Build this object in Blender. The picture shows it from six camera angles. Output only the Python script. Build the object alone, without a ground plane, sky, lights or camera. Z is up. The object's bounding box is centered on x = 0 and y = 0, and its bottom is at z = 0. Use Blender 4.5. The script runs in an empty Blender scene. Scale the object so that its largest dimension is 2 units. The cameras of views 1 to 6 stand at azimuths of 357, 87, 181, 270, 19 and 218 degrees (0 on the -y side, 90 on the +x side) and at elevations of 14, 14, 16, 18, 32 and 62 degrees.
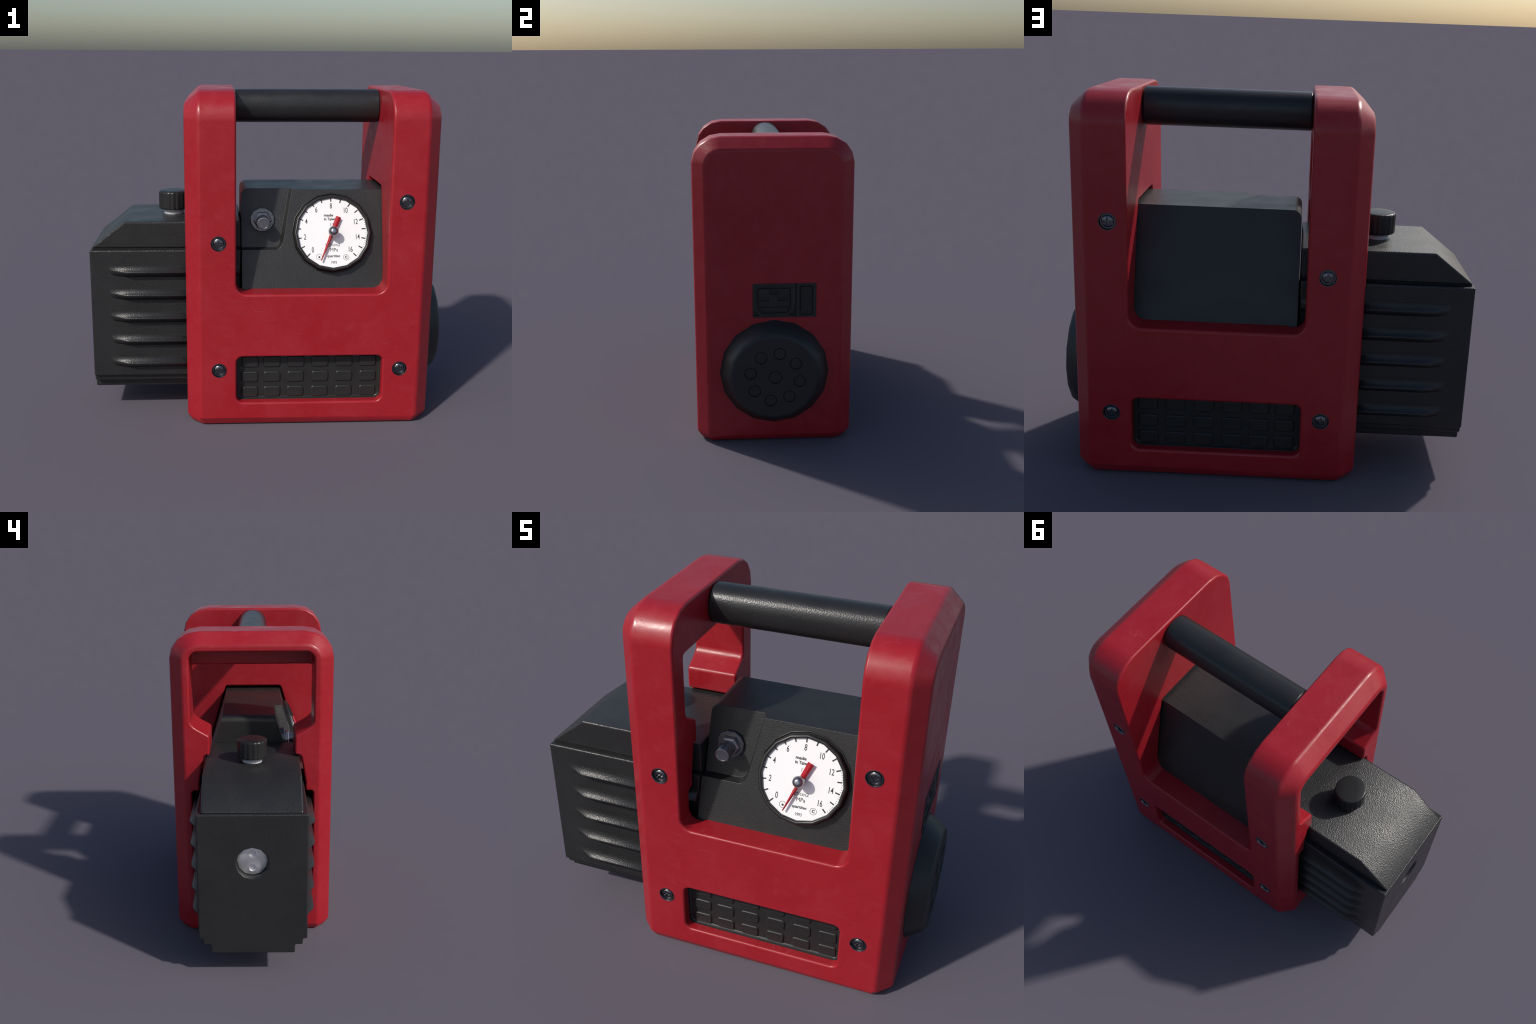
"""Portable vacuum pump: red carrying frame, black motor, slanted gauge box with
vacuum gauge and hose valve, grip bar, air grilles, end cap and power inlet.
Frame of reference: metres, z up, motor towards -x, gauge side towards -y."""
import bpy, bmesh, math, random
from mathutils import Vector, Matrix

random.seed(7)
SC = bpy.context.scene
COL = SC.collection


# ------------------------------------------------------------------ materials
class Nodes:
    """small helper that wires shader nodes"""
    def __init__(self, name):
        self.mat = bpy.data.materials.new(name)
        self.mat.use_nodes = True
        self.t = self.mat.node_tree
        self.b = self.t.nodes["Principled BSDF"]
        self.coord = self.t.nodes.new("ShaderNodeTexCoord")

    def new(self, kind, **kw):
        n = self.t.nodes.new(kind)
        for k, v in kw.items():
            setattr(n, k, v)
        return n

    def link(self, a, b):
        self.t.links.new(a, b)

    def mapped(self, scale=(1, 1, 1), rot=(0, 0, 0)):
        m = self.new("ShaderNodeMapping")
        m.inputs["Scale"].default_value = scale
        m.inputs["Rotation"].default_value = rot
        self.link(self.coord.outputs["Object"], m.inputs["Vector"])
        return m.outputs["Vector"]

    def noise(self, scale, detail=3.0, rough=0.5, vec=None, dist=0.0):
        n = self.new("ShaderNodeTexNoise")
        n.inputs["Scale"].default_value = scale
        n.inputs["Detail"].default_value = detail
        n.inputs["Roughness"].default_value = rough
        n.inputs["Distortion"].default_value = dist
        self.link(vec or self.coord.outputs["Object"], n.inputs["Vector"])
        return n.outputs["Fac"]

    def ramp(self, fac, stops):
        r = self.new("ShaderNodeValToRGB")
        e = r.color_ramp.elements
        while len(e) < len(stops):
            e.new(0.5)
        for el, (p, c) in zip(e, stops):
            el.position = p
            el.color = (c, c, c, 1) if isinstance(c, (int, float)) else (*c, 1)
        self.link(fac, r.inputs["Fac"])
        return r.outputs["Color"]

    def mix(self, fac, a, b, blend="MIX"):
        m = self.new("ShaderNodeMix", data_type="RGBA", blend_type=blend)
        for sock, v in ((m.inputs[0], fac), (m.inputs[6], a), (m.inputs[7], b)):
            if isinstance(v, (int, float)):
                sock.default_value = v
            elif isinstance(v, tuple):
                sock.default_value = (*v, 1)
            else:
                self.link(v, sock)
        return m.outputs[2]

    def bump(self, height, strength, distance, normal=None):
        b = self.new("ShaderNodeBump")
        b.inputs["Strength"].default_value = strength
        b.inputs["Distance"].default_value = distance
        self.link(height, b.inputs["Height"])
        if normal is not None:
            self.link(normal, b.inputs["Normal"])
        return b.outputs["Normal"]

    def to(self, sock, v):
        s = self.b.inputs[sock]
        if isinstance(v, (int, float)):
            s.default_value = v
        elif isinstance(v, tuple):
            s.default_value = (*v, 1)
        else:
            self.link(v, s)


def red_paint():
    n = Nodes("red_painted_shell")
    cloud = n.ramp(n.noise(3.2, 5, 0.6), [(0.38, 0.0), (0.72, 1.0)])
    blot = n.ramp(n.noise(14, 4, 0.6, dist=0.4), [(0.52, 0.0), (0.72, 1.0)])
    col = n.mix(cloud, (0.335, 0.0100, 0.0180), (0.365, 0.0150, 0.0250))
    col = n.mix(n.mix(0.4, (0, 0, 0), blot), col, (0.385, 0.026, 0.038))
    # sparse hairline scratches, paler than the paint
    scr = n.noise(5, 2, 0.5, n.mapped((0.9, 0.9, 14), (0.3, 0.5, 0.2)), 0.6)
    scr = n.ramp(scr, [(0.496, 0.0), (0.5, 1.0), (0.504, 0.0)])
    keep = n.ramp(n.noise(2.6, 3), [(0.48, 0.0), (0.62, 0.8)])
    col = n.mix(n.mix(1.0, scr, keep, "MULTIPLY"), col, (0.43, 0.06, 0.075))
    # little chips and specks
    speck = n.ramp(n.noise(85, 3, 0.65, dist=0.3), [(0.56, 0.0), (0.70, 1.0)])
    patchy = n.ramp(n.noise(6, 3, 0.6), [(0.35, 0.15), (0.65, 0.75)])
    speck = n.mix(1.0, speck, patchy, "MULTIPLY")
    col = n.mix(speck, col, (0.26, 0.009, 0.016))
    n.to("Base Color", col)
    # worn gloss: cloudy dullness crossed by fine rubbed streaks
    cloudy = n.ramp(n.noise(7, 6, 0.7, dist=0.5), [(0.32, 0.25), (0.70, 0.47)])
    streak = n.ramp(n.noise(4, 4, 0.6, n.mapped((1.2, 1.2, 16), (0.7, 0.2, 0.5)), 0.8), [(0.50, 0.0), (0.72, 1.0)])
    n.to("Roughness", n.mix(n.mix(0.5, (0, 0, 0), streak), cloudy, (0.52, 0.52, 0.52)))
    n.to("Specular IOR Level", 0.5)
    # shallow dents and chipped pits, in clusters
    pits = n.ramp(n.noise(90, 2, 0.6), [(0.30, 0.0), (0.40, 1.0)])
    where = n.ramp(n.noise(4.5, 3, 0.6), [(0.54, 1.0), (0.66, 0.0)])
    pits = n.mix(where, pits, (1, 1, 1))
    wave = n.bump(n.noise(26, 3, 0.6), 0.10, 0.003)
    n.to("Normal", n.bump(pits, 0.20, 0.003, n.bump(scr, 0.12, 0.001, wave)))
    return n.mat


def black_plastic(name, base, rough, grain, strength, dist=0.003):
    n = Nodes(name)
    tone = n.ramp(n.noise(5, 4, 0.6), [(0.3, 0.0), (0.7, 1.0)])
    lo = tuple(c * 0.86 for c in base)
    hi = tuple(c * 1.12 for c in base)
    n.to("Base Color", n.mix(tone, lo, hi))
    n.to("Roughness", n.ramp(n.noise(9, 3), [(0.3, rough - 0.05), (0.7, rough + 0.06)]))
    n.to("Specular IOR Level", 0.5)
    if strength:
        n.to("Normal", n.bump(n.noise(grain, 1.5, 0.45), strength, dist))
    return n.mat


def metal(name, col, rough, grain=40, strength=0.04):
    n = Nodes(name)
    n.to("Base Color", n.mix(n.noise(12, 3), tuple(c * 0.85 for c in col), col))
    n.to("Metallic", 1.0)
    n.to("Roughness", n.ramp(n.noise(18, 3), [(0.3, rough - 0.06), (0.7, rough + 0.08)]))
    n.to("Normal", n.bump(n.noise(grain, 2), strength, 0.002))
    return n.mat


def plain(name, col, rough, grain=30, var=0.05):
    n = Nodes(name)
    n.to("Base Color", n.mix(n.noise(grain, 3), tuple(c * (1 - var) for c in col), col))
    n.to("Roughness", rough)
    return n.mat


M_RED = red_paint()
M_CAST = black_plastic("black_cast_metal", (0.0205, 0.0205, 0.0210), 0.36, 165, 0.44, 0.004)
M_BOX = black_plastic("black_textured_plastic", (0.0210, 0.0210, 0.0215), 0.40, 170, 0.26, 0.004)
M_GRIP = black_plastic("black_rubber_grip", (0.0190, 0.0190, 0.0195), 0.33, 150, 0.24, 0.004)
M_GRILLE = black_plastic("black_grille_plastic", (0.0195, 0.0190, 0.0190), 0.45, 60, 0.12)
M_KNOB = black_plastic("black_knob_plastic", (0.0170, 0.0170, 0.0172), 0.36, 60, 0.05)
M_CAP = black_plastic("black_cap_plastic", (0.0185, 0.0190, 0.0200), 0.45, 70, 0.12)
M_RIM = black_plastic("black_bezel_plastic", (0.0185, 0.0185, 0.0190), 0.38, 60, 0.08)
M_SCREW = metal("blackened_steel", (0.20, 0.20, 0.215), 0.26)
M_STEEL = metal("grey_steel", (0.38, 0.38, 0.41), 0.36)
M_VALVE = metal("steel_darkened_for_shade", (0.20, 0.20, 0.215), 0.36)  # grey steel with base darkened for the valve disc's shaded, dim reflections
M_PLUG = metal("plug_metal_lightened_for_sun", (0.92, 0.92, 0.93), 0.48, 40, 0.0)  # base colour raised near white to carry the sun's glare on the disc
M_WASHER = plain("pale_washer_plastic", (0.55, 0.56, 0.60), 0.35)
M_DIAL = plain("white_dial_enamel", (0.94, 0.935, 0.94), 0.5, 4, 0.02)
M_INK = plain("black_dial_ink", (0.035, 0.034, 0.036), 0.6)
M_NEEDLE = plain("red_needle_lacquer", (0.42, 0.012, 0.022), 0.35)
M_DARK = plain("near_black_gap_fill", (0.012, 0.012, 0.013), 0.7)


# ------------------------------------------------------------------ geometry helpers
def obj(name, me, mat, parent, sharp=35.0):
    o = bpy.data.objects.new(name, me)
    COL.objects.link(o)
    if mat is not None and not me.materials:
        me.materials.append(mat)
    finish(me, sharp)
    w = o.modifiers.new("even_shading", "WEIGHTED_NORMAL")
    w.mode, w.weight, w.keep_sharp = "FACE_AREA", 80, True
    if parent is not None:
        o.parent = parent
    return o


def finish(me, sharp):
    for p in me.polygons:
        p.use_smooth = True
    me.set_sharp_from_angle(angle=math.radians(sharp))


def mesh_from_bm(bm, name):
    bmesh.ops.remove_doubles(bm, verts=bm.verts, dist=1e-6)
    bmesh.ops.recalc_face_normals(bm, faces=bm.faces)
    me = bpy.data.meshes.new(name)
    bm.to_mesh(me)
    bm.free()
    return me


def loft(loops, name, closed=False, cap=True):
    """skin a list of equal-length vertex loops; cap the ends unless the tube closes on itself"""
    bm = bmesh.new()
    rows = [[bm.verts.new(p) for p in lp] for lp in loops]
    n = len(rows[0])
    pairs = list(zip(rows, rows[1:])) + ([(rows[-1], rows[0])] if closed else [])
    for a, b in pairs:
        for i in range(n):
            bm.faces.new((a[i], a[(i + 1) % n], b[(i + 1) % n], b[i]))
    if cap and not closed:
        bm.faces.new(rows[0][::-1])
        bm.faces.new(rows[-1])
    return mesh_from_bm(bm, name)


def prism(outline, axis, a, b, name, outline_b=None):
    """extrude a 2D outline along axis from a to b; outline pairs are the two other axes in order"""
    def put(p, t):
        return {"x": (t, p[0], p[1]), "y": (p[0], t, p[1]), "z": (p[0], p[1], t)}[axis]
    return loft([[put(p, a) for p in outline], [put(p, b) for p in (outline_b or outline)]], name)


def lathe(profile, name, seg=32, start=0.0, cap=True):
    """profile of (radius, height) turned about local z"""
    loops = [[(r * math.cos(start + math.tau * i / seg), r * math.sin(start + math.tau * i / seg), h)
              for i in range(seg)] for r, h in profile]
    return loft(loops, name, cap=cap)


def rounded_rect(x0, x1, z0, z1, r, seg=4):
    pts = []
    for cx, cz, a0 in ((x1 - r, z1 - r, 0), (x0 + r, z1 - r, 90), (x0 + r, z0 + r, 180), (x1 - r, z0 + r, 270)):
        for i in range(seg + 1):
            a = math.radians(a0 + 90 * i / seg)
            pts.append((cx + r * math.cos(a), cz + r * math.sin(a)))
    return pts


def evaluated(o, name):
    dg = bpy.context.evaluated_depsgraph_get()
    dg.update()
    me = bpy.data.meshes.new_from_object(o.evaluated_get(dg), depsgraph=dg)
    me.name = name
    return me


def carve(me, cutters, name, bevel=0.0, seg=2, angle=40, clamp=True):
    """boolean difference with a list of cutter meshes, then round the sharp edges"""
    base = bpy.data.objects.new("work", me)
    COL.objects.link(base)
    tmp = [base]
    for c in cutters:
        c, mtx = c if isinstance(c, tuple) else (c, None)
        co = bpy.data.objects.new("cut", c)
        COL.objects.link(co)
        if mtx is not None:
            co.matrix_world = mtx
        tmp.append(co)
        m = base.modifiers.new("cut", "BOOLEAN")
        m.operation, m.solver, m.object = "DIFFERENCE", "EXACT", co
    if cutters:
        me2 = evaluated(base, name)
        base.modifiers.clear()
        bm = bmesh.new()
        bm.from_mesh(me2)
        bmesh.ops.remove_doubles(bm, verts=bm.verts, dist=2e-5)
        bmesh.ops.dissolve_limit(bm, angle_limit=math.radians(1.0), verts=bm.verts, edges=bm.edges)
        bm.to_mesh(me2)
        bm.free()
        base.data = me2
    if bevel:
        b = base.modifiers.new("round", "BEVEL")
        b.width, b.segments, b.limit_method, b.angle_limit = bevel, seg, "ANGLE", math.radians(angle)
        b.use_clamp_overlap, b.harden_normals, b.miter_outer = clamp, False, "MITER_ARC"
    out = evaluated(base, name)
    for o in tmp:
        bpy.data.objects.remove(o)
    return out


def rounded(me, bevel, seg=2, angle=40):
    return carve(me, [], me.name, bevel, seg, angle)


def aim(o, origin, normal, up=(0, 0, 1)):
    """place o so that its local z points along normal and local y as near to up as can be"""
    n = Vector(normal).normalized()
    x = Vector(up).cross(n).normalized()
    y = n.cross(x)
    m = Matrix((x, y, n)).transposed().to_4x4()
    m.translation = Vector(origin)
    o.matrix_world = m
    return m


# ------------------------------------------------------------------ root
pump = bpy.data.objects.new("vacuum_pump", None)
COL.objects.link(pump)
pump["label"] = "red framed portable vacuum pump with black motor and white dial gauge"
pump["category"] = "vacuum pump"

# ------------------------------------------------------------------ red carrying frame
XL, XR = -0.467, 0.903          # outer end faces
CH = 0.076                      # width of the end chamfers
HW, TOP = 0.472, 1.859          # half width, height
WALL = 0.330                    # inner face of the side walls


def frame_section(x, inset):
    """yz section: straight sides, shoulders rounded in four flats"""
    hw, top = HW - inset, TOP - inset * 0.92
    ry, rz = hw - 0.302, top - 1.705
    arc = [(0.302 + ry * math.cos(math.radians(a)), 1.705 + rz * math.sin(math.radians(a))) for a in (0, 22.5, 45, 67.5, 90)]
    half = [(hw, 0.0)] + arc
    return [(x, y, z) for y, z in half] + [(x, -y, z) for y, z in reversed(half)]


def plane_cut(me, planes):
    """slice material away on the positive side of each (point, normal) plane"""
    bm = bmesh.new()
    bm.from_mesh(me)
    for co, no in planes:
        r = bmesh.ops.bisect_plane(bm, geom=bm.verts[:] + bm.edges[:] + bm.faces[:], plane_co=co, plane_no=no, clear_outer=True)
        bmesh.ops.contextual_create(bm, geom=[e for e in r["geom_cut"] if isinstance(e, bmesh.types.BMEdge)])
    return mesh_from_bm(bm, me.name)


body = loft([frame_section(XL, 0.075), frame_section(XL + CH, 0.0), frame_section(XR - CH, 0.0), frame_section(XR, 0.075)], "frame_blank")
FOOT = 0.050                                            # height of the chamfer round the foot
foot_planes = [((0, s * HW, FOOT), (0, s * FOOT, -0.028)) for s in (-1, 1)]
foot_planes += [((XR, 0, FOOT), (FOOT, 0, -0.032)), ((XL, 0, FOOT), (-FOOT, 0, -0.032))]
for sy in (-1, 1):
    foot_planes.append(((XR, sy * (HW - 0.075), FOOT), (FOOT * 0.7, sy * FOOT * 0.7, -0.030)))
    foot_planes.append(((XL, sy * (HW - 0.075), FOOT), (-FOOT * 0.7, sy * FOOT * 0.7, -0.030)))
body = plane_cut(body, foot_planes)

# opening between the two uprights, rounded at its foot
OL, OR, SILL = -0.192, 0.632, 0.771
cr = 0.056
opening = [(OL, 2.3), (OL, SILL + cr)]
opening += [(OL + cr - cr * math.cos(math.radians(a)), SILL + cr - cr * math.sin(math.radians(a))) for a in (22.5, 45, 67.5)]
opening += [(OL + cr, SILL), (OR - cr, SILL)]
opening += [(OR - cr + cr * math.sin(math.radians(a)), SILL + cr - cr * math.cos(math.radians(a))) for a in (22.5, 45, 67.5)]
opening += [(OR, SILL + cr), (OR, 2.3)]
cut_open = prism(opening, "y", -0.8, 0.8, "cut")

# hollow under the sill where the gauge box stands
cut_well = prism([(OL + 0.004, -WALL), (OR - 0.060, -WALL), (OR - 0.060, WALL), (OL + 0.004, WALL)], "z", 0.55, 0.90, "cut")

# slanted notch in the inner face of the solid upright for the gauge box
cut_notch = prism([(-0.330, 0.70), (0.330, 0.70), (0.330, 0.80), (0.319, 0.88), (0.192, 1.320), (-0.192, 1.320), (-0.319, 0.88), (-0.330, 0.80)], "x", 0.55, 0.78, "cut")

# long recesses for the air grilles
cut_slot_a = prism(rounded_rect(-0.190, 0.624, 0.141, 0.411, 0.034), "y", -0.6, -0.385, "cut")
cut_slot_b = prism(rounded_rect(-0.190, 0.624, 0.141, 0.411, 0.034), "y", 0.385, 0.6, "cut")


def motor_window(x):
    """outline of the cut-out in the motor-side upright"""
    zt = 1.752
    half = [(0.326, zt), (0.357, zt - 0.032), (0.357, 1.352), (0.352, 1.334), (0.338, 1.318), (0.316, 1.303), (0.248, 1.264), (0.248, 1.147), (0.283, 1.147),
            (0.312, 0.982), (0.312, 0.926), (0.358, 0.926), (0.358, 0.292), (0.303, 0.292), (0.303, 0.200)]
    return [(x, y, z) for y, z in half] + [(x, -y, z) for y, z in reversed(half)]


cut_window = loft([motor_window(-0.60), motor_window(-0.222)], "cut")
# the inner skin of that upright hangs lower than the outer lintel
inner = [(0.357, 1.636), (0.357, 1.352), (0.352, 1.334), (0.338, 1.318), (0.316, 1.303), (0.248, 1.264), (0.248, 1.147), (0.283, 1.147), (0.312, 0.982), (0.312, 0.926), (0.358, 0.926), (0.358, 0.60)]
cut_skin = prism(inner + [(-y, z) for y, z in reversed(inner)], "x", -0.30, -0.12, "cut")


SCREWS = [(-0.287, 0.334), (0.721, 0.334), (-0.287, 1.056), (0.721, 1.279)]


def drill(x, z, s):
    return prism([(x + 0.040 * math.cos(math.tau * i / 24), z + 0.040 * math.sin(math.tau * i / 24)) for i in range(24)],
                 "y", s * 0.460, s * 0.6, "cut")


holes = [drill(x, z, s) for x, z in SCREWS for s in (-1, 1)]
shell = carve(body, [cut_open, cut_well, cut_notch, cut_slot_a, cut_slot_b, cut_window, cut_skin], "carrying_frame", 0.013, 3, 38, False)
inlet_bay = prism(rounded_rect(-0.1265, 0.2475, 0.7995, 1.0055, 0.004, 2), "x", XR - 0.033, XR + 0.1, "cut")
shell = carve(shell, holes + [inlet_bay], "carrying_frame")
frame = obj("carrying_frame", shell, M_RED, pump, 32)

# ------------------------------------------------------------------ screws
def phillips_head():
    dome = lathe([(0.0295, -0.006), (0.0295, 0.004), (0.027, 0.0085), (0.020, 0.0115), (0.010, 0.013), (0.003, 0.0132)], "screw", 24)
    a, b = 0.0175, 0.0048
    cross = [(a, -b), (a, b), (b, b), (b, a), (-b, a), (-b, b), (-a, b), (-a, -b), (-b, -b), (-b, -a), (b, -a), (b, -b)]
    return carve(dome, [prism(cross, "z", 0.004, 0.03, "cut")], "screw", 0.0008, 1)


head = phillips_head()
cup_profile = [(0.0405, 0.0115), (0.0420, 0.0130), (0.0415, 0.0140), (0.0392, 0.0140), (0.0372, 0.0110), (0.0350, 0.0025),
               (0.004, 0.002), (0.004, 0.000), (0.0405, 0.000)]
cup = loft([[(r * math.cos(math.tau * i / 28), r * math.sin(math.tau * i / 28), h) for i in range(28)] for r, h in cup_profile], "screw_cup", closed=True)
for x, z in SCREWS:
    for s in (-1, 1):
        c = obj("screw_cup", cup, M_SCREW, pump, 40)
        aim(c, (x, s * 0.4595, z), (0, s, 0))
        h = obj("screw", head, M_SCREW, c, 40)
        m = aim(h, (x, s * 0.4590, z), (0, s, 0))
        h.matrix_world = m @ Matrix.Rotation(random.uniform(-0.2, 0.2), 4, "Z")

# ------------------------------------------------------------------ air grilles
def grille_panel(s):
    """shallow black tray with a rolled rim"""
    r_out = rounded_rect(-0.1895, 0.6235, 0.1415, 0.4105, 0.0335)
    r_mid = rounded_rect(-0.186, 0.620, 0.145, 0.407, 0.031)
    r_in = rounded_rect(-0.176, 0.610, 0.152, 0.400, 0.026)
    loops = [[(x, s * 0.386, z) for x, z in r_out], [(x, s * 0.425, z) for x, z in r_out],
             [(x, s * 0.4245, z) for x, z in rounded_rect(-0.1875, 0.6215, 0.1435, 0.4085, 0.0325)],
             [(x, s * 0.4145, z) for x, z in r_mid], [(x, s * 0.4070, z) for x, z in r_in]]
    return loft(loops, "air_grille")


def grille_brick():
    """low rounded brick with sloping flanks"""
    steps = [(0.008, 0.0), (0.0008, 0.0), (-0.0035, 0.0022), (-0.0060, 0.0048), (-0.0068, 0.0075)]
    return loft([[(x, y, z) for x, z in rounded_rect(-0.049 + d, 0.049 - d, -0.0325 + d, 0.0325 - d, 0.0145 - d * 0.5, 3)] for y, d in steps], "grille_block")


block = grille_brick()
for s in (-1, 1):
    tray = obj("air_grille", grille_panel(s), M_GRILLE, pump, 40)
    for z in (0.181, 0.2705, 0.3595):
        for x in (-0.1135, 0.011, 0.144, 0.282, 0.419, 0.554):
            b = obj("grille_block", block, M_GRILLE, tray, 40)
            xx = x if s < 0 else x + (0.0 if x < 0.2 else 0.001)
            b.matrix_world = Matrix.Translation((xx + random.uniform(-.0015, .0015), s * 0.4075, z)) @ Matrix.Rotation(0 if s < 0 else math.pi, 4, "Z")

# ------------------------------------------------------------------ motor
MX0, MX1 = -1.0, -0.163
half = [(0.302, 0.983), (0.302, 0.244), (0.277, 0.244), (0.277, 0.208), (0.234, 0.208), (0.234, 0.156)]
sect = half + [(-y, z) for y, z in reversed(half)]
housing = prism(sect, "x", MX0, MX1, "motor_housing")
PLUG_Z = 0.702
plug_hole = lathe([(0.0885, 0.0), (0.0885, 0.10)], "cut", 12)
housing = carve(housing, [(plug_hole, Matrix.Translation((-0.945, 0, PLUG_Z)) @ Matrix.Rotation(-math.pi / 2, 4, "Y") @ Matrix.Translation((0, 0, 0.0)))],
                "motor_housing", 0.009, 3, 40)
motor = obj("motor_housing", housing, M_CAST, pump)

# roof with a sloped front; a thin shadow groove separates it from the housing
hip = [(-0.997, 0.989), (-0.806, 1.138), (MX1, 1.138), (MX1, 0.989)]
roof = prism([(x, z) for x, z in hip], "y", -0.273, 0.273, "motor_cover")
roof = rounded(roof, 0.009, 3, 42)
cover = obj("motor_cover", roof, M_CAST, motor)
cover.modifiers.clear()
# the roof rolls softly into its sloped front: share one normal along the ridge
n_top, n_hip = Vector((0, 0, 1)), Vector((-0.149, 0, 0.191)).normalized()
n_ridge = (n_top + n_hip).normalized()
loop_normals = [None] * len(roof.loops)
for poly in roof.polygons:
    upper = poly.normal.z > 0.7 and abs(poly.normal.y) < 0.2
    for li in poly.loop_indices:
        x = roof.vertices[roof.loops[li].vertex_index].co.x
        loop_normals[li] = n_ridge if upper and abs(x + 0.806) < 0.02 else poly.normal.copy()
roof.normals_split_custom_set(loop_normals)
groove = prism([(-0.990, 0.979), (-0.984, 0.994), (MX1 - 0.004, 0.994), (MX1 - 0.004, 0.979)], "y", -0.264, 0.264, "dark_groove_strip")
obj("dark_groove_strip", groove, M_DARK, motor)


def cooling_rib(z0, s):
    """narrow louvre: short upper slope, crest, undercut; it sinks to a point at the motor end"""
    wall = 0.3015

    def st(x, k):
        prof = [(0.285, z0 + 0.032), (wall, z0 + 0.028), (wall + k * 0.0440, z0 + 0.0035), (wall + k * 0.0478, z0 - 0.001), (wall + k * 0.0465, z0 - 0.0065),
                (wall, z0 - 0.027 - 0.013 * k), (0.285, z0 - 0.033 - 0.015 * k)]
        return [(x, s * y, z) for y, z in prof]
    xs = [(-0.900, 0), (-0.870, 0.22), (-0.840, 0.55), (-0.815, 0.84), (-0.795, 0.97), (-0.775, 1), (-0.172, 1)]
    me = loft([st(x, k) for x, k in xs], "cooling_rib")
    return me


def blend_into_wall(o, s):
    """let the upper slope and the tip take over the shading of the flat wall they grow from"""
    me = o.data
    for m in list(o.modifiers):
        o.modifiers.remove(m)
    normals = [v.normal.copy() for v in me.vertices]
    for v in me.vertices:
        z_mid = sum(w.co.z for w in me.vertices) / len(me.vertices)
        if abs(v.co.y) < 0.303 and (v.co.z > z_mid or v.co.x < -0.88):
            normals[v.index] = Vector((0, s, 0))
    me.normals_split_custom_set_from_vertices(normals)


for s in (-1, 1):
    for k in range(5):
        blend_into_wall(obj("cooling_rib", cooling_rib(0.869 - 0.1333 * k, s), M_CAST, motor, 180), s)

# dark plate behind the slots of the frame round the motor
flange = prism([(-0.362, 0.27), (0.362, 0.27), (0.362, 0.935), (0.316, 0.935), (0.316, 0.99), (-0.316, 0.99), (-0.316, 0.935), (-0.362, 0.935)], "x", -0.245, -0.238, "dark_slot_plate")
obj("dark_slot_plate", flange, M_DARK, motor)

# recessed plug on the end of the motor
plug = lathe([(0.087, -0.004), (0.087, 0.004), (0.083, 0.0070), (0.066, 0.0095), (0.045, 0.0115), (0.02, 0.0125), (0.004, 0.0125)], "end_plug", 12)
dimple = [(lathe([(0.0185, 0.0005), (0.0185, 0.05)], "cut", 16), Matrix.Translation((0, d, 0.002))) for d in (-0.042, 0.042)]
plug = carve(plug, dimple, "end_plug", 0.002, 2, 50)
p = obj("end_plug", plug, M_PLUG, motor, 30)
aim(p, (-0.953, 0, PLUG_Z), (-1, 0, 0))

# oil filler cap on the roof
def fluted_cap():
    seg, loops = 72, []
    for r, h in ((0.078, -0.052), (0.084, -0.048), (0.0855, -0.040), (0.0855, 0.040), (0.083, 0.049), (0.076, 0.054), (0.03, 0.055)):
        lp = []
        for i in range(seg):
            a = math.tau * i / seg
            g = 0.0035 if (i % 4 == 0 and r > 0.08 and h < 0.045) else 0.0
            lp.append(((r - g) * math.cos(a), (r - g) * math.sin(a), h))
        loops.append(lp)
    return loft(loops, "filler_cap")


cap = obj("filler_cap", fluted_cap(), M_KNOB, pump, 45)
cap.location = (-0.544, 0, 1.217)
collar = obj("filler_neck", lathe([(0.057, -0.004), (0.057, 0.014), (0.052, 0.018), (0.052, 0.032)], "filler_neck", 24), M_WASHER, cap, 40)
collar.location = (0, 0, 1.137 - 1.217)

# ------------------------------------------------------------------ gauge box
BX0, BX1, BT, BB = -0.157, 0.700, 1.302, 0.60
SL = 0.3075                                            # outward run of the slanted sides per metre down
def box_half(z):
    return 0.186 + (BT - z) * SL


er = 0.038
edge = [(BX0, BB), (BX1, BB), (BX1, BT)] + [(BX0 + er - er * math.sin(math.radians(a)), BT - er + er * math.cos(math.radians(a))) for a in (0, 18, 36, 54, 72, 90)]
loopf = [(x, -box_half(z), z) for x, z in edge]
loopb = [(x, box_half(z), z) for x, z in edge]
box = loft([loopf, loopb], "gauge_box")

# recessed field for the hose valve in the upper corner of the slanted front
tilt = math.atan(SL)
fmat = Matrix.Translation((0, -box_half(1.13), 1.13)) @ Matrix.Rotation(-tilt, 4, "X")   # local x, y = depth inwards, z up the slope
fr, fx0, fx1, fz0 = 0.045, 0.128, 0.074, (0.978 - 1.13) / math.cos(tilt)
field = [(-0.40, 0.30), (-0.40, fz0), (fx1 - fr * 0.9, fz0)]
field += [(fx1 - fr + fr * math.sin(math.radians(a)), fz0 + fr - fr * math.cos(math.radians(a))) for a in (30, 60)]
field += [(fx1 + 0.004, fz0 + fr + 0.01), (fx0, 0.178), (fx0, 0.30)]
inner = [(x - 0.014 if x > -0.3 else x, z + (0.017 if z < 0 else 0)) for x, z in field]
cut_field = prism(field, "y", -0.1, 0.002, "cut")
cut_field2 = loft([[(x, -0.1, z) for x, z in field], [(x, 0.0, z) for x, z in field], [(x, 0.044, z) for x, z in inner]], "cut")
box = carve(box, [(cut_field2, fmat)], "gauge_box", 0.010, 3, 30)
gbox = obj("gauge_box", box, M_BOX, pump, 32)

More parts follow.
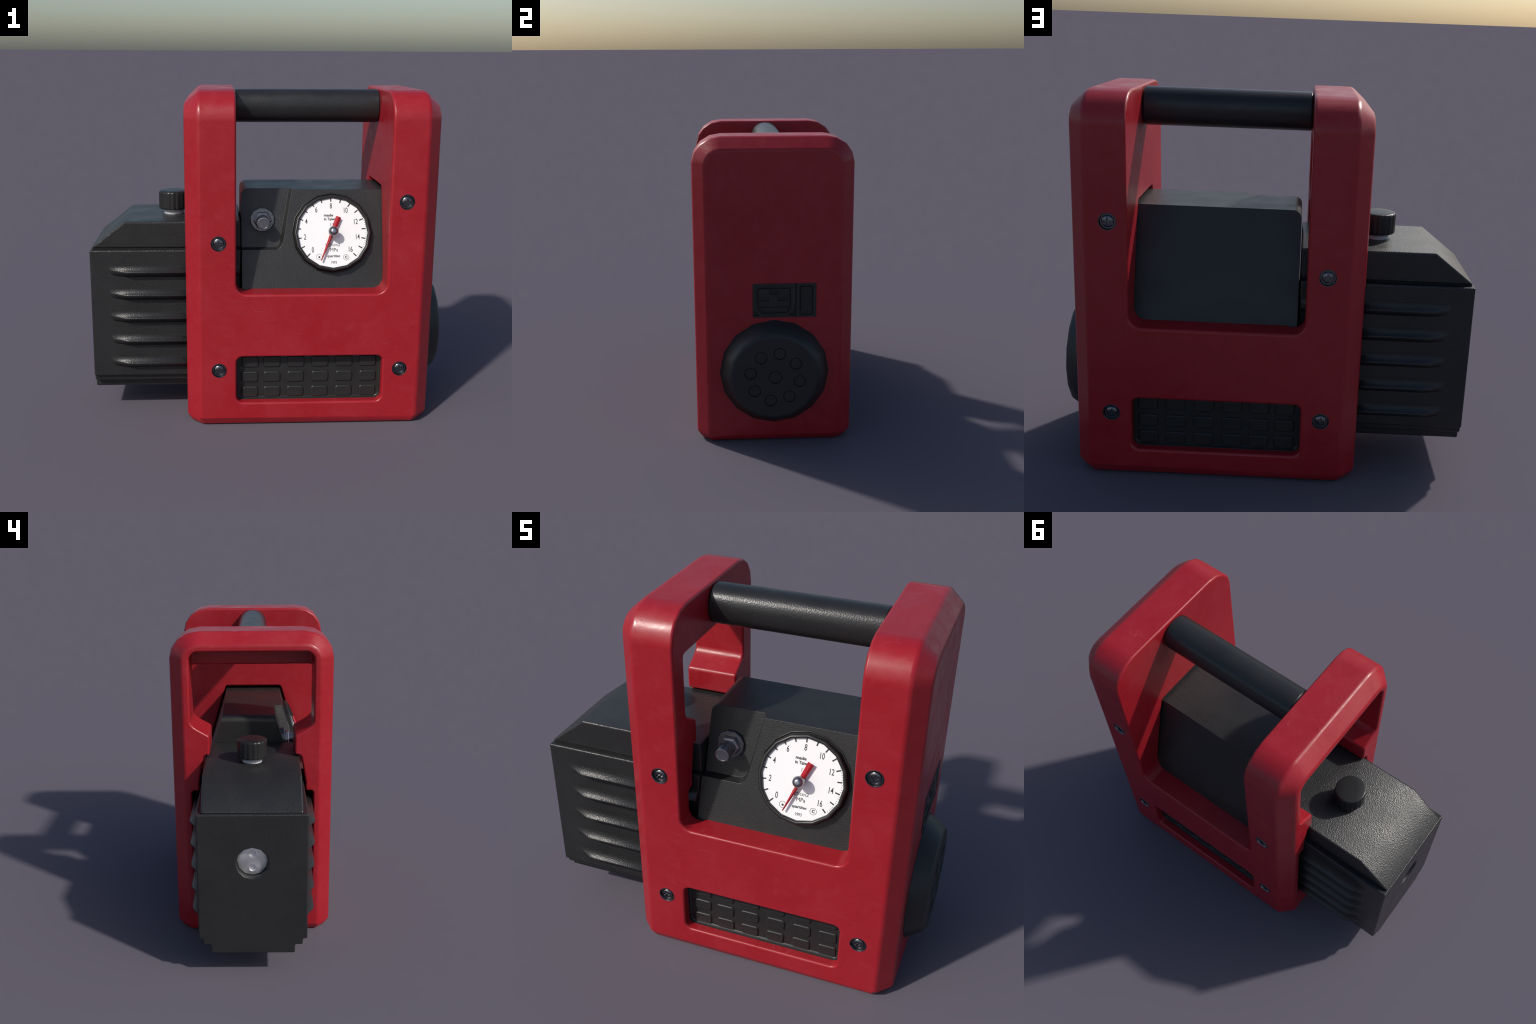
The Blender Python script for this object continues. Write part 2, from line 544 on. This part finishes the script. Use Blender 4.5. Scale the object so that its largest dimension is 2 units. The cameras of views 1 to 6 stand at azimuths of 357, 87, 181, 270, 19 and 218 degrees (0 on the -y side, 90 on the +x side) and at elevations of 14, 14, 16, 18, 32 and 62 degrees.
# ------------------------------------------------------------------ hose valve
VX, VZ = -0.038, 1.1325
flange = obj("valve_flange", rounded(lathe([(0.0695, -0.04), (0.0695, 0.004), (0.066, 0.008), (0.03, 0.009)], "valve_flange", 12, math.radians(15)), 0.001, 1, 60), M_VALVE, pump, 30)
aim(flange, (VX, -0.2005, VZ), (0, -1, 0.16))
nut = obj("valve_nut", rounded(lathe([(0.0525, 0.0), (0.0525, 0.016), (0.046, 0.023), (0.030, 0.024)], "valve_nut", 6), 0.002, 2, 25), M_STEEL, flange, 30)
aim(nut, (VX, -0.206, VZ), (0, -1, 0))
stem = obj("valve_stem", lathe([(0.0365, 0.0), (0.0365, 0.091), (0.0345, 0.097), (0.029, 0.098), (0.027, 0.094), (0.003, 0.094)], "valve_stem", 20), M_STEEL, flange, 40)
aim(stem, (VX, -0.215, VZ), (0, -1, 0))

# ------------------------------------------------------------------ vacuum gauge
GT = math.radians(20.5)
GC = Vector((0.351, -0.2835, 1.0728))
GN = Vector((0, -math.cos(GT), math.sin(GT)))
S16 = math.radians(11.25 * 0)
bezel = lathe([(0.2175, -0.070), (0.2175, 0.006), (0.2145, 0.013), (0.208, 0.0165),
               (0.202, 0.0155), (0.198, 0.011), (0.1965, 0.004), (0.196, -0.010)], "vacuum_gauge", 16, S16, cap=False)
bm = bmesh.new(); bm.from_mesh(bezel)
bmesh.ops.holes_fill(bm, edges=bm.edges, sides=0); bmesh.ops.recalc_face_normals(bm, faces=bm.faces)
bm.to_mesh(bezel); bm.free()
gauge = obj("vacuum_gauge", bezel, M_RIM, pump, 40)
gm = aim(gauge, GC, GN)


def on_dial(o, u=0.0, v=0.0, w=0.0, rot=0.0):
    o.parent = gauge
    o.matrix_world = gm @ Matrix.Translation((u, v, w)) @ Matrix.Rotation(rot, 4, "Z")
    return o


collar = lathe([(0.230, -0.02), (0.229, 0.002), (0.2265, 0.0045), (0.2225, 0.0045), (0.219, 0.001), (0.2185, -0.02)], "bezel_collar", 16, 0.0)
collar = obj("bezel_collar", collar, M_RIM, gauge, 60)
aim(collar, (GC.x, -box_half(1.066) + 0.0005, 1.066), (0, -math.cos(tilt), math.sin(tilt)))
dial = on_dial(obj("dial", lathe([(0.1975, -0.008), (0.1975, 0.0), (0.05, 0.0005)], "dial", 16, S16), M_DIAL, None, 40))
TU, TV = -0.006, 0.005                                  # print sits a little off centre
tick = prism([(-0.0031, -0.0115), (0.0031, -0.0115), (0.0031, 0.0115), (-0.0031, 0.0115)], "z", 0.0002, 0.0012, "dial_mark")
fine = prism([(-0.0008, -0.003), (0.0008, -0.003), (0.0008, 0.003), (-0.0008, 0.003)], "z", 0.0002, 0.0012, "fine_dial_mark")
for k in range(17):
    a = math.radians(225 - 16.875 * k)
    on_dial(obj("dial_mark", tick, M_INK, None), TU + 0.1825 * math.cos(a), TV + 0.1825 * math.sin(a), 0, a - math.pi / 2)
for k in range(86, 161, 2):
    if k % 10:
        a = math.radians(225 - 1.6875 * k)
        r = 0.1945
        u, v = TU + r * math.cos(a), TV + r * math.sin(a)
        if math.hypot(u, v) < 0.1915:
            on_dial(obj("fine_dial_mark", fine, M_INK, None), u, v, 0, a - math.pi / 2)


def lettering(text, size, u, v, squeeze=1.0, bold=0.0, mat=M_INK):
    cu = bpy.data.curves.new("text", "FONT")
    cu.body, cu.size, cu.align_x, cu.align_y, cu.extrude, cu.offset = text, size, "CENTER", "CENTER", 0.0005, bold
    cu.resolution_u = 4
    t = bpy.data.objects.new("text", cu)
    COL.objects.link(t)
    me = evaluated(t, "lettering")
    bpy.data.objects.remove(t)
    me.transform(Matrix.Diagonal((squeeze, 1, 1, 1)))
    return on_dial(obj("lettering", me, mat, None), TU + u, TV + v, 0.0007)


for val in range(0, 17, 2):
    a = math.radians(225 - 16.875 * val)
    r = 0.146 + 0.006 * abs(math.cos(a))
    if val > 8:
        r -= 0.004
    lettering(str(val), 0.043, r * math.cos(a), r * math.sin(a) + (0.004 if val in (0, 16) else 0), 0.64, 0.0001)
lettering("made", 0.021, -0.015, 0.094, 1.15, 0.0006)
lettering("in Taiwan", 0.021, -0.003, 0.072, 0.92, 0.0006)
lettering("1.5", 0.027, 0.004, 0.040, 0.75)
lettering("kgf/cm2", 0.024, 0.006, -0.073, 1.1)
lettering("MPa", 0.028, 0.012, -0.1015, 0.95)
lettering("quartitec", 0.020, 0.010, -0.136, 1.0, 0.0004)
lettering("1993", 0.021, 0.010, -0.172, 0.85)


def badge(u, v, text):
    ring = lathe([(0.0165, 0.0002), (0.0165, 0.0010), (0.0150, 0.0010), (0.0150, 0.0002)], "badge_ring", 28, cap=False)
    bm = bmesh.new(); bm.from_mesh(ring)
    bmesh.ops.bridge_loops(bm, edges=[e for e in bm.edges if e.is_boundary])
    bmesh.ops.recalc_face_normals(bm, faces=bm.faces)
    bm.to_mesh(ring); bm.free()
    on_dial(obj("badge_ring", ring, M_INK, None), TU + u, TV + v, 0)
    lettering(text, 0.020, u, v, 1.0, 0.0008)


badge(-0.071, -0.140, "e")
badge(0.079, -0.143, "C")

# needle: broad counterweight, waist at the hub, long thin tail, with a ridged back
na = math.atan2(0.084 + 0.157, 0.0385 + 0.062) - math.pi / 2
stations = [(-0.172, 0.0026), (-0.02, 0.0102), (0.0, 0.0120), (0.012, 0.0128), (0.094, 0.0153)]
loops = [[(-w, y, 0.017), (w, y, 0.017), (w, y, 0.020), (w * 0.25, y, 0.0265), (-w * 0.25, y, 0.0265), (-w, y, 0.020)] for y, w in stations]
on_dial(obj("needle", rounded(loft(loops, "needle"), 0.0008, 1, 50), M_NEEDLE, None, 30), -0.002, 0.0, 0, na)
hub = lathe([(0.020, 0.0), (0.020, 0.012), (0.0215, 0.014), (0.0215, 0.026), (0.020, 0.034)], "needle_hub", 12)
on_dial(obj("needle_hub", hub, M_STEEL, None, 40), -0.002, 0, 0)
ball = [(0.0288 * math.sin(math.pi * i / 12), 0.0594 - 0.0288 * math.cos(math.pi * i / 12)) for i in range(1, 12)]
on_dial(obj("needle_knob", lathe(ball, "needle_knob", 20), M_STEEL, None, 60), -0.002, 0, 0)

# ------------------------------------------------------------------ grip bar
def grip():
    def ring(x, k):
        pts, n = [], 2.3
        for i in range(28):
            a = math.tau * i / 28
            c, s = math.cos(a), math.sin(a)
            r = k / (abs(c) ** n + abs(s) ** n) ** (1 / n)
            pts.append((x, r * c, 1.756 + r * s))
        return pts
    R = 0.0935
    st = [(OL - 0.015, R - 0.008), (OL + 0.001, R - 0.008), (OL + 0.008, R - 0.0015), (OL + 0.012, R), (OR - 0.012, R), (OR - 0.008, R - 0.0015),
          (OR - 0.001, R - 0.008), (OR + 0.03, R - 0.008)]
    return loft([ring(x, k) for x, k in st], "grip_bar")


obj("grip_bar", grip(), M_GRIP, pump, 40)

# ------------------------------------------------------------------ round end cap
CZ = 0.457
capm = lathe([(0.321, -0.02), (0.321, 0.006), (0.274, 0.080), (0.268, 0.087), (0.258, 0.093), (0.245, 0.0955), (0.06, 0.0965)], "end_cap", 16)
def dimple_cutter(r):
    """shallow round sink with a groove cut to bring out the baked dark shading at its rim"""
    return lathe([(0.002, 0.0912), (r - 0.0048, 0.0912), (r - 0.0035, 0.0862), (r, 0.0862), (r, 0.2)], "cut", 28)


sinks = []
for i in range(8):
    a = math.radians(79.5 + 45 * i)
    sinks.append((dimple_cutter(0.037), Matrix.Translation((0.148 * math.cos(a), 0.148 * math.sin(a), 0))))
sinks.append((dimple_cutter(0.040), None))
capm = carve(capm, sinks, "end_cap", 0.0010, 1, 50)
ecap = obj("end_cap", capm, M_CAP, pump, 42)
aim(ecap, (XR, 0, CZ), (1, 0, 0))
gap_ring = obj("dark_cap_ring", lathe([(0.327, -0.02), (0.327, 0.0015), (0.30, 0.0015)], "dark_cap_ring", 16), M_DARK, ecap, 40)
aim(gap_ring, (XR, 0, CZ), (1, 0, 0))

# ------------------------------------------------------------------ power inlet and rocker switch
X0 = XR - 0.032


def yz_prism(pts, a, b, name):
    return prism(pts, "x", a, b, name)


plate = yz_prism(rounded_rect(-0.127, 0.126, 0.799, 1.006, 0.004, 2), X0, XR + 0.004, "power_inlet")
well = [(-0.104, 0.983), (-0.056, 0.983), (-0.056, 0.995), (0.052, 0.995), (0.052, 0.983), (0.097, 0.983), (0.099, 0.850), (0.073, 0.824), (-0.075, 0.824), (-0.100, 0.850)]
corner_l = [(-0.121, 0.843), (-0.121, 0.811), (-0.088, 0.811)]
corner_r = [(0.120, 0.843), (0.087, 0.811), (0.120, 0.811)]
plate = carve(plate, [yz_prism(well[::-1], XR - 0.008, XR + 0.05, "cut"), yz_prism(corner_l, XR - 0.0075, XR + 0.05, "cut"),
                      yz_prism(corner_r, XR - 0.0075, XR + 0.05, "cut")], "power_inlet", 0.002, 2, 40)
inlet = obj("power_inlet", plate, M_CAP, pump, 40)
core = yz_prism(rounded_rect(-0.092, 0.086, 0.866, 0.974, 0.004, 2), X0, XR + 0.003, "inlet_core")
pins = [(-0.030, 0.024, 0.940, 0.969), (-0.086, -0.032, 0.899, 0.929), (0.022, 0.076, 0.899, 0.929)]
core = carve(core, [yz_prism(rounded_rect(a, b, c, d, 0.007, 3), XR - 0.0075, XR + 0.05, "cut") for a, b, c, d in pins]
             + [yz_prism([(-0.095, 0.868), (0.095, 0.868), (0.095, 0.861), (-0.095, 0.861)], XR - 0.008, XR + 0.05, "cut")], "inlet_core", 0.0015, 2, 40)
obj("inlet_core", core, M_CAP, inlet, 40)
lip = yz_prism([(-0.090, 0.882), (0.086, 0.882), (0.086, 0.872), (-0.090, 0.872)], X0, XR + 0.004, "inlet_lip")
obj("inlet_lip", rounded(lip, 0.002), M_CAP, inlet, 40)
sill = yz_prism([(-0.088, 0.858), (0.086, 0.858), (0.086, 0.852), (0.068, 0.832), (-0.070, 0.832), (-0.088, 0.852)], X0, XR - 0.002, "inlet_ledge")
obj("inlet_ledge", rounded(sill, 0.0015), M_CAP, inlet, 40)

splate = yz_prism(rounded_rect(0.129, 0.248, 0.799, 1.006, 0.004, 2), X0, XR + 0.004, "switch_plate")
splate = carve(splate, [yz_prism(rounded_rect(0.150, 0.229, 0.812, 0.990, 0.008, 3), XR - 0.0075, XR + 0.05, "cut")], "switch_plate", 0.002, 2, 40)
switch = obj("switch_plate", splate, M_CAP, pump, 40)
rock = [(X0, 0.835), (XR + 0.004, 0.835), (XR + 0.0005, 0.905), (XR + 0.009, 0.987), (X0, 0.987)]
rk = prism([(z, x) for x, z in rock], "y", 0.157, 0.223, "rocker")
rk = loft([[(x, 0.157, z) for x, z in rock], [(x, 0.223, z) for x, z in rock]], "rocker")
obj("rocker", rounded(rk, 0.003, 2, 30), M_RIM, switch, 40)

bpy.context.view_layer.update()
